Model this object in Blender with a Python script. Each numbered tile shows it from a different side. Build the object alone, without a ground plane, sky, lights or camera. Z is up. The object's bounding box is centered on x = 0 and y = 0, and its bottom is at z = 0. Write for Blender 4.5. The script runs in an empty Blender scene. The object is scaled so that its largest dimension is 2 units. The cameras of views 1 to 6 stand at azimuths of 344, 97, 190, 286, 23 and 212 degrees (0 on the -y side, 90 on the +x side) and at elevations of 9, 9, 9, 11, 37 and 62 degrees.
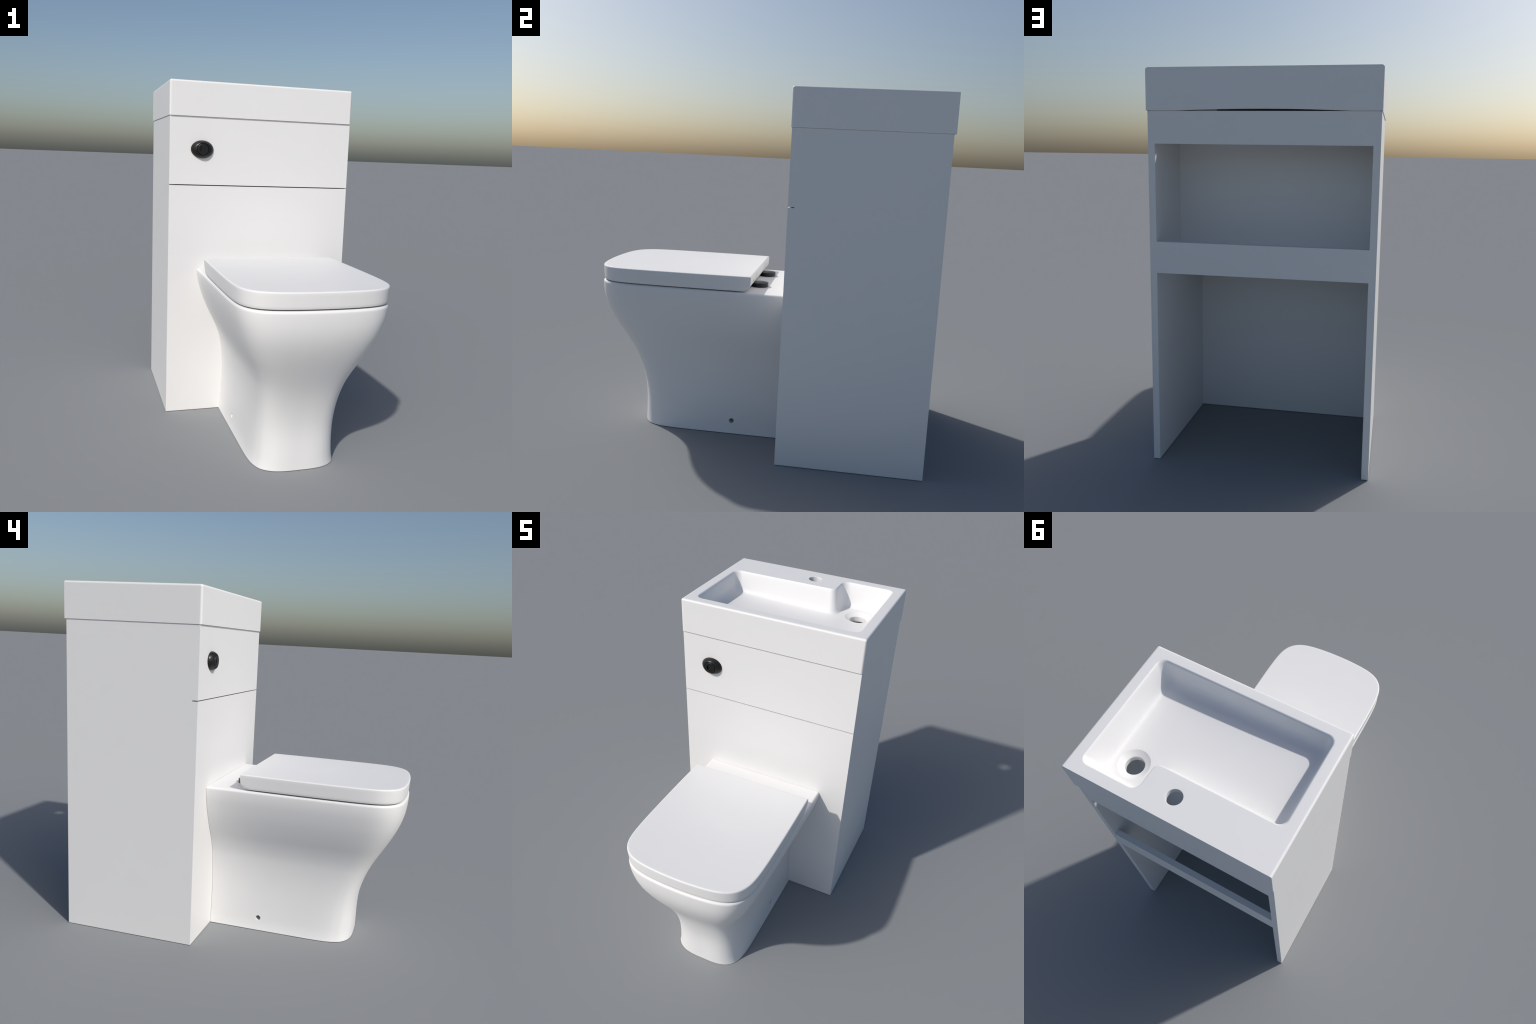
import bpy, bmesh, math
from mathutils import Vector

# ------------------------------------------------------------------ helpers
def spline(keys, t):
    """monotone-ish cubic Hermite through (t, value) keys"""
    n = len(keys)
    if t <= keys[0][0]: return keys[0][1]
    if t >= keys[-1][0]: return keys[-1][1]
    for i in range(n - 1):
        if keys[i][0] <= t <= keys[i + 1][0]:
            break
    def slope(j):
        if j <= 0: return (keys[1][1] - keys[0][1]) / (keys[1][0] - keys[0][0])
        if j >= n - 1: return (keys[-1][1] - keys[-2][1]) / (keys[-1][0] - keys[-2][0])
        a = (keys[j][1] - keys[j-1][1]) / (keys[j][0] - keys[j-1][0])
        b = (keys[j+1][1] - keys[j][1]) / (keys[j+1][0] - keys[j][0])
        ha = keys[j][0] - keys[j-1][0]; hb = keys[j+1][0] - keys[j][0]
        return (a * hb + b * ha) / (ha + hb)
    h = keys[i+1][0] - keys[i][0]
    s = (t - keys[i][0]) / h
    m0, m1 = slope(i) * h, slope(i + 1) * h
    p0, p1 = keys[i][1], keys[i+1][1]
    return ((2*s**3 - 3*s**2 + 1) * p0 + (s**3 - 2*s**2 + s) * m0
            + (-2*s**3 + 3*s**2) * p1 + (s**3 - s**2) * m1)

def smooth(a, b, t):
    t = max(0.0, min(1.0, (t - a) / (b - a)))
    return t * t * (3 - 2 * t)

def inset(loop, d):
    """move a closed counter-clockwise 2D loop inwards by d"""
    n = len(loop); out = []
    for i in range(n):
        a = Vector(loop[i - 1]); b = Vector(loop[i]); c = Vector(loop[(i + 1) % n])
        e1 = (b - a).normalized(); e2 = (c - b).normalized()
        n1 = Vector((-e1.y, e1.x)); n2 = Vector((-e2.y, e2.x))
        m = (n1 + n2)
        m = m / max(0.4, m.dot(n1)) if m.length > 1e-6 else n1
        out.append((b.x + m.x * d, b.y + m.y * d))
    return out

def make_object(name, bm, material, parent, smooth_angle=35, location=(0, 0, 0)):
    bmesh.ops.recalc_face_normals(bm, faces=bm.faces[:])
    me = bpy.data.meshes.new(name)
    bm.to_mesh(me); bm.free()
    ob = bpy.data.objects.new(name, me)
    bpy.context.scene.collection.objects.link(ob)
    ob.location = location
    me.materials.append(material)
    if parent: ob.parent = parent
    if smooth_angle: shade(ob, smooth_angle)
    return ob

def shade(ob, angle):
    me = ob.data
    for p in me.polygons: p.use_smooth = True
    me.set_sharp_from_angle(angle=math.radians(angle))

def apply_modifiers(ob):
    dg = bpy.context.evaluated_depsgraph_get()
    dg.update()
    me = bpy.data.meshes.new_from_object(ob.evaluated_get(dg))
    old = ob.data
    ob.modifiers.clear(); ob.data = me
    me.name = old.name
    bpy.data.meshes.remove(old)

def ring(bm, pts):
    return [bm.verts.new(p) for p in pts]

def bridge(bm, a, b):
    n = len(a)
    for i in range(n):
        j = (i + 1) % n
        bm.faces.new((a[i], a[j], b[j], b[i]))

def loop_edges(bm, loop):
    out = []
    for i in range(len(loop)):
        v, w = loop[i], loop[(i + 1) % len(loop)]
        out.append(bm.edges.get((v, w)) or bm.edges.new((v, w)))
    return out

def fill(bm, *loops):
    es = []
    for l in loops: es += loop_edges(bm, l)
    g = bmesh.ops.triangle_fill(bm, use_beauty=True, use_dissolve=False, edges=es)['geom']
    return [f for f in g if isinstance(f, bmesh.types.BMFace)]

def board(name, lo, hi, material, parent, bevel=0.0012):
    """a flat panel between two corners, edges very slightly eased"""
    bm = bmesh.new()
    bmesh.ops.create_cube(bm, size=1.0)
    for v in bm.verts:
        v.co = Vector([lo[i] if v.co[i] < 0 else hi[i] for i in range(3)])
    if bevel:
        bmesh.ops.bevel(bm, geom=bm.edges[:], offset=bevel, segments=1, affect='EDGES', profile=0.5)
    return make_object(name, bm, material, parent, smooth_angle=None)

def circle(cx, cy, r, n, ry=None):
    ry = ry or r
    return [(cx + r * math.cos(2*math.pi*i/n), cy + ry * math.sin(2*math.pi*i/n)) for i in range(n)]

# ---------------------------------------------------------------- materials
def material(name, base, rough, variation=0.0, scale=6.0, bump=0.0, bump_scale=300.0, spec=0.5, coat=0.0):
    m = bpy.data.materials.new(name); m.use_nodes = True
    nt = m.node_tree; b = nt.nodes['Principled BSDF']
    b.inputs['Roughness'].default_value = rough
    b.inputs['Specular IOR Level'].default_value = spec
    b.inputs['Coat Weight'].default_value = coat
    tc = nt.nodes.new('ShaderNodeTexCoord')
    nz = nt.nodes.new('ShaderNodeTexNoise'); nz.inputs['Scale'].default_value = scale
    nz.inputs['Detail'].default_value = 3
    nt.links.new(tc.outputs['Object'], nz.inputs['Vector'])
    cr = nt.nodes.new('ShaderNodeValToRGB')
    lo = [c * (1 - variation) for c in base]; hi = [min(1, c * (1 + variation)) for c in base]
    cr.color_ramp.elements[0].position = 0.3; cr.color_ramp.elements[0].color = (*lo, 1)
    cr.color_ramp.elements[1].position = 0.7; cr.color_ramp.elements[1].color = (*hi, 1)
    nt.links.new(nz.outputs['Fac'], cr.inputs['Fac'])
    nt.links.new(cr.outputs['Color'], b.inputs['Base Color'])
    if bump:
        n2 = nt.nodes.new('ShaderNodeTexNoise'); n2.inputs['Scale'].default_value = bump_scale
        nt.links.new(tc.outputs['Object'], n2.inputs['Vector'])
        bp = nt.nodes.new('ShaderNodeBump'); bp.inputs['Strength'].default_value = bump
        bp.inputs['Distance'].default_value = 0.001
        nt.links.new(n2.outputs['Fac'], bp.inputs['Height'])
        nt.links.new(bp.outputs['Normal'], b.inputs['Normal'])
    return m

WHITE = (0.80, 0.80, 0.80)
MAT_BOARD = material('white_lacquered_board', WHITE, 0.5, 0.004)
MAT_CERAMIC = material('white_glazed_ceramic', WHITE, 0.5, 0.004)
MAT_SEAT = material('white_seat_plastic', WHITE, 0.5, 0.004)
MAT_BLACK = material('black_plastic', (0.010, 0.010, 0.010), 0.34, 0.05, 30, spec=0.4)

root = bpy.data.objects.new('toilet_basin_unit', None)
bpy.context.scene.collection.objects.link(root)
root["label"] = "white toilet with tall cabinet and wash basin on top"
root["category"] = "toilet"

# ------------------------------------------------------------------ cabinet
X, XI = 0.5622, 0.528            # outer and inner half width
YF, YP, YB = 0.160, 0.193, 0.948  # front, back of the front panels, rear
TOP = 1.797
SLOT0, SLOT1 = 1.396, 1.402
board('side_panel', (-X, YP, 0), (-XI, YB, TOP), MAT_BOARD, root, 0)
board('side_panel', (XI, YP, 0), (X, YB, TOP), MAT_BOARD, root, 0)
board('front_panel', (-X, YF, 0), (X, YP, SLOT0), MAT_BOARD, root, 0)
board('flush_panel', (-X, YF, SLOT1), (X, YP, TOP), MAT_BOARD, root, 0)
board('rail', (-XI, 0.914, 1.641), (XI, YB, TOP), MAT_BOARD, root, 0)
board('rail', (-XI, 0.914, 1.000), (XI, YB, 1.158), MAT_BOARD, root, 0)
board('inner_panel', (-XI, 0.553, 1.004), (XI, 0.586, 1.77), MAT_BOARD, root, 0)

# -------------------------------------------------------------------- basin
def corner_loop(corners, seg=10, edge=6):
    """closed loop through (x, y, radius) corners, each rounded; constant point count"""
    n = len(corners); out = []; ends = []
    for i in range(n):
        p = Vector(corners[i][:2]); r = corners[i][2]
        a = (Vector(corners[i-1][:2]) - p).normalized()
        b = (Vector(corners[(i+1) % n][:2]) - p).normalized()
        half = math.acos(max(-1, min(1, a.dot(b)))) / 2
        d = r / math.tan(half)
        c = p + (a + b).normalized() * (r / math.sin(half))
        s = p + a * d - c; e = p + b * d - c
        a0 = math.atan2(s.y, s.x); a1 = math.atan2(e.y, e.x)
        da = (a1 - a0 + math.pi) % (2*math.pi) - math.pi
        ends.append([(c.x + r*math.cos(a0 + da*k/seg), c.y + r*math.sin(a0 + da*k/seg)) for k in range(seg + 1)])
    for i in range(n):
        out += ends[i]
        p, q = ends[i][-1], ends[(i+1) % n][0]
        for k in range(1, edge):
            t = k / edge
            out.append((p[0] + (q[0]-p[0])*t, p[1] + (q[1]-p[1])*t))
    return out

BX, BY0, BY1, BZ0, BZ1 = 0.566, 0.152, 0.9585, 1.798, 2.000

def basin_floor(x, y):
    # shallow dish that drains to the waste
    return 1.859 - 0.0145 * x + 0.0185 * (x - 0.30) ** 2 + 0.046 * (y - 0.74) ** 2

def build_basin():
    bm = bmesh.new()
    e = 0.0125
    def wall(z, d=0.0):
        # front and side edges are rounded over, the rear edge stays crisp
        q = min(d, 0.0015); r = max(e - d, 0.0006)
        return [(x, y, z) for x, y in corner_loop(
            [(-BX + d, BY0 + d, r), (BX - d, BY0 + d, r), (BX - d, BY1 - q, 0.0008), (-BX + d, BY1 - q, 0.0008)],
            seg=6, edge=40)]
    foot = []
    for (x, y, z) in wall(BZ0):
        lift = 0.0
        if y > BY1 - 0.002 and abs(x) < 0.42:      # warped rear edge leaves a thin gap
            lift = 0.009 * (1 - (x / 0.42) ** 2)
        foot.append((x, y, BZ0 + lift))
    prev = ring(bm, foot)
    for k in range(0, 7):
        a = k / 6 * math.pi / 2
        cur = ring(bm, wall(BZ1 - e + e * math.sin(a), e * (1 - math.cos(a))))
        bridge(bm, prev, cur); prev = cur
    outer_top = prev

    # recess: six-cornered outline with a soap ledge notched out of the rear
    x0, x1, y0, yl, yp, xn = -0.507, 0.507, 0.210, 0.738, 0.900, 0.175
    ins = dict(l=0.080, f=0.080, r=0.076, p=0.066, n=0.052, b=0.064)
    SLANT = [(0, 0), (.005, .03), (.02, .07), (.05, .11), (.09, .14), (.19, .20), (.37, .30), (.55, .40), (.69, .48),
             (.78, .535), (.86, .60), (.925, .68), (.966, .77), (.991, .88), (1, 1)]
    def recess(u):
        u, d = u
        us = spline(SLANT, d)                # rear and drain-side walls lean back more
        l, f = ins['l'] * u, ins['f'] * u
        r, p, nn, b = [ins[k] * us for k in 'rpnb']
        r_in = 0.044 - 0.004 * u
        return corner_loop([
            (x0 + l, y0 + f, r_in), (x1 - r, y0 + f, r_in), (x1 - r, yp - p, r_in),
            (xn + nn, yp - p, r_in * 1.05), (xn + nn, yl - b, 0.030 + 0.035 * u), (x0 + l, yl - b, r_in)],
            seg=10, edge=8)
    prof = [(0, 0), (0.03, 0.005), (0.07, 0.02), (0.11, 0.05), (0.14, 0.095), (0.165, 0.17), (0.20, 0.29), (0.235, 0.41)]
    for k in range(0, 13):
        a = k / 12 * math.pi / 2
        prof.append((0.27 + 0.73 * (1 - math.cos(a)), 0.53 + 0.47 * math.sin(a)))
    prev = None
    for u, d in prof:
        pts = [(x, y, BZ1 - d * (BZ1 - basin_floor(x, y))) for x, y in recess((u, d))]
        cur = ring(bm, pts)
        if prev: bridge(bm, prev, cur)
        else: rim = cur
        prev = cur
    floor_loop = prev

    # waste: dished ring running into a short tube
    cx, cy, N = 0.342, 0.740, 64
    prev = None
    for r, drop in [(0.084, 0), (0.0825, 0.0008), (0.076, 0.0047), (0.066, 0.0100), (0.057, 0.0142), (0.0525, 0.0162), (0.0505, 0.0180),
                    (0.050, 0.0215), (0.050, 0.050)]:
        cur = ring(bm, [(x, y, basin_floor(x, y) * (1 - drop/0.05) + basin_floor(cx, cy) * (drop/0.05) - drop)
                        for x, y in circle(cx, cy, r, N)])
        if prev: bridge(bm, prev, cur)
        else: waste = cur
        prev = cur
    # tap hole
    prev = None
    for r, drop in [(0.0425, 0), (0.0412, 0.0008), (0.0405, 0.003), (0.0405, 0.030)]:
        cur = ring(bm, [(x, y, BZ1 - drop) for x, y in circle(0.007, 0.840, r, 48)])
        if prev: bridge(bm, prev, cur)
        else: tap = cur
        prev = cur
    fill(bm, outer_top, rim, tap)
    for f in fill(bm, floor_loop, waste): f.material_index = 1
    for _ in range(4):                       # refine the floor so that it can follow the dish
        es = [ed for ed in bm.edges if ed.calc_length() > 0.035 and ed.link_faces
              and all(f.material_index == 1 for f in ed.link_faces)]
        bmesh.ops.subdivide_edges(bm, edges=es, cuts=1)
        bmesh.ops.triangulate(bm, faces=[f for f in bm.faces if f.material_index == 1])
        es = [ed for ed in bm.edges if ed.link_faces and all(f.material_index == 1 for f in ed.link_faces)]
        bmesh.ops.beautify_fill(bm, faces=[f for f in bm.faces if f.material_index == 1], edges=es)
    for f in bm.faces:
        if f.material_index == 1:
            f.material_index = 0
            for v in f.verts: v.co.z = basin_floor(v.co.x, v.co.y)
    bmesh.ops.recalc_face_normals(bm, faces=bm.faces[:])
    up = sum(f.normal.z * f.calc_area() for f in bm.faces)
    if up < 0: bmesh.ops.reverse_faces(bm, faces=bm.faces[:])
    me = bpy.data.meshes.new('basin'); bm.to_mesh(me); bm.free()
    ob = bpy.data.objects.new('basin', me)
    bpy.context.scene.collection.objects.link(ob)
    me.materials.append(MAT_CERAMIC)
    so = ob.modifiers.new('shell', 'SOLIDIFY'); so.thickness = 0.016; so.offset = -1; so.use_even_offset = False
    apply_modifiers(ob)
    for p in ob.data.polygons: p.use_smooth = True
    ob.data.set_sharp_from_angle(angle=math.radians(50))
    wn = ob.modifiers.new('weighted', 'WEIGHTED_NORMAL'); wn.keep_sharp = True; wn.weight = 100
    apply_modifiers(ob)
    ob.parent = root
    return ob
build_basin()

# --------------------------------------------------------------- toilet pan
RIM = [(0, 1), (.16, .998), (.32, .990), (.48, .976), (.63, .951), (.745, .914), (.835, .861), (.902, .792),
       (.950, .703), (.978, .59), (.993, .43), (.999, .23), (1, 0)]
FOOT = [(0, 1), (.15, 1.0), (.30, .996), (.45, .982), (.58, .957), (.705, .912), (.80, .856), (.87, .79),
        (.92, .70), (.957, .60), (.982, .46), (.996, .27), (1, 0)]

def d_outline(w, front, y0, rear, blend, n=64, sides=16, back=12):
    """D-shaped plan outline (counter-clockwise): straight sides, rounded front"""
    ks = [(i / (len(RIM) - 1),
           FOOT[i][0] + (RIM[i][0] - FOOT[i][0]) * blend,
           FOOT[i][1] + (RIM[i][1] - FOOT[i][1]) * blend) for i in range(len(RIM))]
    kx = [(k[0], k[1]) for k in ks]; ky = [(k[0], k[2]) for k in ks]
    half = []
    for i in range(n + 1):
        t = i / n
        half.append((w * min(1, spline(kx, t)), y0 + (front - y0) * spline(ky, t)))
    for i in range(1, sides + 1):
        half.append((w, y0 + (rear - y0) * i / sides))
    right = half
    left = [(-x, y) for x, y in half[1:]][::-1]
    rearpts = [(w - 2 * w * i / back, rear) for i in range(1, back)]
    return right + rearpts + left

W_KEYS = [(0, .2335), (.02, .229), (.041, .2255), (.104, .2205), (.18, .2175), (.243, .2168), (.306, .2185), (.356, .222),
          (.412, .229), (.469, .240), (.518, .256), (.568, .2775), (.624, .306), (.679, .332), (.734, .355),
          (.788, .373), (.83, .3845), (.865, .3905), (.9, .393)]
F_KEYS = [(0, -.707), (.07, -.708), (.15, -.709), (.20, -.712), (.25, -.7188), (.30, -.7298), (.35, -.7443), (.40, -.7623),
          (.45, -.7843), (.50, -.8098), (.55, -.8377), (.60, -.8663), (.65, -.8938), (.70, -.9183), (.75, -.9378),
          (.80, -.9508), (.85, -.9570), (.9, -.959)]
PAN_TOP = 0.899
TX = 0.0045                     # the toilet stands a hair off the cabinet's centre line

def pan_outline(z):
    b = smooth(0.05, 0.62, z)
    return d_outline(spline(W_KEYS, z), spline(F_KEYS, z), -.40 - .10 * b, 0.1585, b)

def build_pan():
    bm = bmesh.new()
    zs = [0.0, 0.004, 0.012] + [0.025 + i * 0.0171 for i in range(51)]
    prev = None
    for z in zs:
        cur = ring(bm, [(x, y, z) for x, y in pan_outline(z)])
        if prev: bridge(bm, prev, cur)
        else: first = cur
        prev = cur
    r = 0.015
    ze = PAN_TOP - r
    for k in range(1, 9):
        a = k / 8 * math.pi / 2
        z = ze + r * math.sin(a)
        o = inset(pan_outline(z), r * (1 - math.cos(a)))
        o = [(x, max(y, -9) if y < 0.14 else 0.1585) for x, y in o]
        cur = ring(bm, [(x, y, z) for x, y in o])
        bridge(bm, prev, cur); prev = cur
    # open bowl under the seat
    n = len(prev); bowl = []
    def bowl_ring(s, z):
        return [(math.cos(2*math.pi*i/n - math.pi/2) * 0.27 * s,
                 -0.52 + math.sin(2*math.pi*i/n - math.pi/2) * 0.33 * s, z) for i in range(n)]
    for s, z in [(1.0, PAN_TOP), (0.97, 0.88), (0.92, 0.78), (0.75, 0.62), (0.5, 0.5), (0.3, 0.46), (0.05, 0.45)]:
        cur = ring(bm, bowl_ring(s, z))
        bowl.append(cur)
    fill(bm, prev, bowl[0])
    for a, b in zip(bowl, bowl[1:]): bridge(bm, a, b)
    bm.faces.new(bowl[-1])
    bm.faces.new(first)
    ob = make_object('toilet_pan', bm, MAT_CERAMIC, root, 40, (TX, 0, 0))
    # floor fixing holes, one on each flank
    cb = bmesh.new()
    for s in (-1, 1):
        a = [(s * 0.160, -0.145 + y, 0.074 + z) for y, z in circle(0, 0, 0.0155, 32)]
        b = [(s * 0.260, y, z) for _, y, z in a]
        ra, rb = ring(cb, a), ring(cb, b)
        bridge(cb, ra, rb); cb.faces.new(ra); cb.faces.new(rb)
    cutter = make_object('cutter', cb, MAT_CERAMIC, None, None, (TX, 0, 0))
    bo = ob.modifiers.new('holes', 'BOOLEAN'); bo.object = cutter; bo.operation = 'DIFFERENCE'; bo.solver = 'EXACT'
    apply_modifiers(ob)
    bpy.data.objects.remove(cutter)
    shade(ob, 40)
    wn = ob.modifiers.new('weighted', 'WEIGHTED_NORMAL'); wn.keep_sharp = True; wn.weight = 90
    apply_modifiers(ob)
    return ob
build_pan()

# ------------------------------------------------------------ lid and seat
LID_REAR, LID_TOP, LID_BOTTOM = -0.0385, 0.9905, 0.9055

def lid_half_width(y):
    return spline([(-.75, .393), (-.5, .395), (-.25, .393), (-.04, .388)], y)

def lid_outline():
    o = d_outline(0.395, -0.957, -0.50, LID_REAR, 1.0, n=72, sides=24, back=24)
    out = []
    for x, y in o:
        if y > -0.50:
            x *= lid_half_width(y) / 0.395
        out.append((x, y))
    return out

def lid_under(y, z):
    """rear lower edge of the lid sweeps up in a quarter round"""
    c, r = LID_REAR - 0.052, 0.050
    if y > c:
        t = min(1.0, (y - c) / 0.052)
        z = max(z, LID_BOTTOM + r - r * math.sqrt(max(0.0, 1 - t * t)))
    return z

def build_lid():
    bm = bmesh.new()
    base = lid_outline()
    prev = None
    def add(d, z, crown=False):
        nonlocal prev
        pts = []
        for x, y in inset(base, d):
            zz = z if z > 0.96 else lid_under(y, z)
            if z > 0.93: zz += 0.003 * (smooth(-0.95, 0.0, y) - 0.5)   # rear edge stands a touch higher
            pts.append((x, y, zz))
        cur = ring(bm, pts)
        if prev: bridge(bm, prev, cur)
        prev = cur
        return cur
    first = add(0.030, LID_BOTTOM + 0.001)
    add(0.010, LID_BOTTOM)
    add(0.0065, LID_BOTTOM + 0.0008)
    add(0.0050, LID_BOTTOM + 0.003)
    for k in range(1, 7):
        t = k / 6
        add(0.0046 - 0.0046 * t, LID_BOTTOM + 0.003 + (LID_TOP - 0.009 - LID_BOTTOM - 0.003) * t)
    r = 0.008
    for k in range(1, 7):
        a = k / 6 * math.radians(84)
        add(r * (1 - math.cos(a)), LID_TOP - 0.009 + r * math.sin(a), True)
    # gently crowned top
    rimpts = [v.co.copy() for v in prev]
    c = Vector((0, -0.47, 0))
    for s in (0.985, 0.95, 0.88, 0.76, 0.6, 0.4, 0.2, 0.06):
        cur = ring(bm, [(c.x + (p.x - c.x) * s, c.y + (p.y - c.y) * s,
                         p.z + 0.0015 * (1 - s * s)) for p in rimpts])
        bridge(bm, prev, cur); prev = cur
    bm.faces.new(prev)
    bm.faces.new(first)
    bmesh.ops.remove_doubles(bm, verts=bm.verts[:], dist=1e-5)
    lid = make_object('toilet_lid', bm, MAT_SEAT, root, 40, (TX, 0, 0))
    # hinge seams and small screw dimples in the rear face
    cb = bmesh.new()
    for s in (-1, 1):
        for x0, x1, z0, z1 in [(0.1655, 0.1700, 0.935, 0.979)]:
            m = bmesh.ops.create_cube(cb, size=1.0)['verts']
            for v in m:
                v.co = Vector((s * (x0 if v.co.x < 0 else x1), -0.075 if v.co.y < 0 else 0.0, z0 if v.co.z < 0 else z1))
            bmesh.ops.reverse_faces(cb, faces=[f for f in cb.faces if f.verts[0] in m]) if s < 0 else None
        a = ring(cb, [(s * 0.285 + x, -0.054, 0.953 + z) for x, z in circle(0, 0, 0.008, 20)])
        b = ring(cb, [(v.co.x, 0.0, v.co.z) for v in a])
        bridge(cb, a, b); cb.faces.new(a); cb.faces.new(b)
    cutter = make_object('cutter', cb, MAT_SEAT, None, None, (TX, 0, 0))
    bo = lid.modifiers.new('seams', 'BOOLEAN'); bo.object = cutter; bo.operation = 'DIFFERENCE'; bo.solver = 'EXACT'
    apply_modifiers(lid)
    bpy.data.objects.remove(cutter)
    shade(lid, 40)
    return lid
build_lid()

def build_seat():
    bm = bmesh.new()
    o = inset(d_outline(0.397, -0.957, -0.50, -0.130, 1.0, n=48), 0.045)
    a = ring(bm, [(x, y, PAN_TOP + 0.001) for x, y in o])
    b = ring(bm, [(x, y, LID_BOTTOM + 0.001) for x, y in o])
    bridge(bm, a, b)
    ia = ring(bm, [(x * 0.62, -0.5 + (y + 0.5) * 0.68, PAN_TOP + 0.001) for x, y in o])
    ib = ring(bm, [(x * 0.62, -0.5 + (y + 0.5) * 0.68, LID_BOTTOM + 0.001) for x, y in o])
    bridge(bm, ib, ia); bridge(bm, a, ia); bridge(bm, b, ib)
    return make_object('toilet_seat', bm, MAT_SEAT, root, 40, (TX, 0, 0))
build_seat()

# hinge caps: flat round discs on the rim behind the lid
def hinge_mesh():
    bm = bmesh.new(); prev = None
    for r, z in [(0.0475, 0), (0.049, 0.0008), (0.049, 0.0210), (0.0484, 0.0223), (0.047, 0.0230)]:
        cur = ring(bm, [(x, y, z) for x, y in circle(0, 0, r, 48)])
        if prev: bridge(bm, prev, cur)
        else: bm.faces.new(cur)
        prev = cur
    bm.faces.new(prev)
    return bm
hinge = make_object('hinge_cap', hinge_mesh(), MAT_BLACK, root, 40, (0.172 + TX, -0.0160, PAN_TOP + 0.0005))
other = hinge.copy(); other.location.x = -0.172 + TX
bpy.context.scene.collection.objects.link(other)

# ------------------------------------------------------------- flush button
def build_flush():
    bm = bmesh.new(); N = 96; prev = None
    prof = [(0, .1605), (0, .1585), (.02, .1560), (.07, .1530), (.18, .1482), (.34, .1430), (.52, .1384), (.70, .1349), (.86, .1324),
            (.95, .1313), (1.0, .1309)]
    ax, az, r = 0.0675, 0.0525, 0.0372
    for s, y in prof:
        rx, rz = ax + (r - ax) * s, az + (r - az) * s
        cur = ring(bm, [(px, y, pz) for px, pz in circle(0, 0, rx, N, rz)])
        if prev: bridge(bm, prev, cur)
        else: first = cur
        prev = cur
    for rr, y in [(0.0360, .1308), (0.0353, .1315), (0.0351, .142)]:
        cur = ring(bm, [(px, y, pz) for px, pz in circle(0, 0, rr, N)])
        bridge(bm, prev, cur); prev = cur
    bm.faces.new(prev); bm.faces.new(first)
    rose = make_object('flush_plate', bm, MAT_BLACK, root, 40, (-0.370, 0, 1.609))
    bm = bmesh.new(); prev = None
    for rr, y in [(0.0334, .1425), (0.0334, .1322), (0.0328, .1303), (0.0312, .1289), (0.0292, .1284), (0.0288, .1284)]:
        cur = ring(bm, [(px, y, pz) for px, pz in circle(0, 0, rr, N)])
        if prev: bridge(bm, prev, cur)
        else: first = cur
        prev = cur
    bm.faces.new(prev); bm.faces.new(first)
    cap = make_object('flush_button', bm, MAT_BLACK, None, 40)
    # crescent finger notch
    cb = bmesh.new(); pts = []
    R, c = 0.0200, -0.0088
    a0 = math.acos(c / R)
    pts = [(R * math.cos(a0 + (2*math.pi - 2*a0) * k / 16), R * math.sin(a0 + (2*math.pi - 2*a0) * k / 16)) for k in range(17)]
    ra = ring(cb, [(x, .120, z) for x, z in pts]); rb = ring(cb, [(x, .1375, z) for x, z in pts])
    bridge(cb, ra, rb); cb.faces.new(ra); cb.faces.new(rb)
    cutter = make_object('cutter', cb, MAT_BLACK, None, None)
    bo = cap.modifiers.new('notch', 'BOOLEAN'); bo.object = cutter; bo.operation = 'DIFFERENCE'; bo.solver = 'EXACT'
    apply_modifiers(cap); bpy.data.objects.remove(cutter)
    shade(cap, 40)
    cap.parent = rose
build_flush()
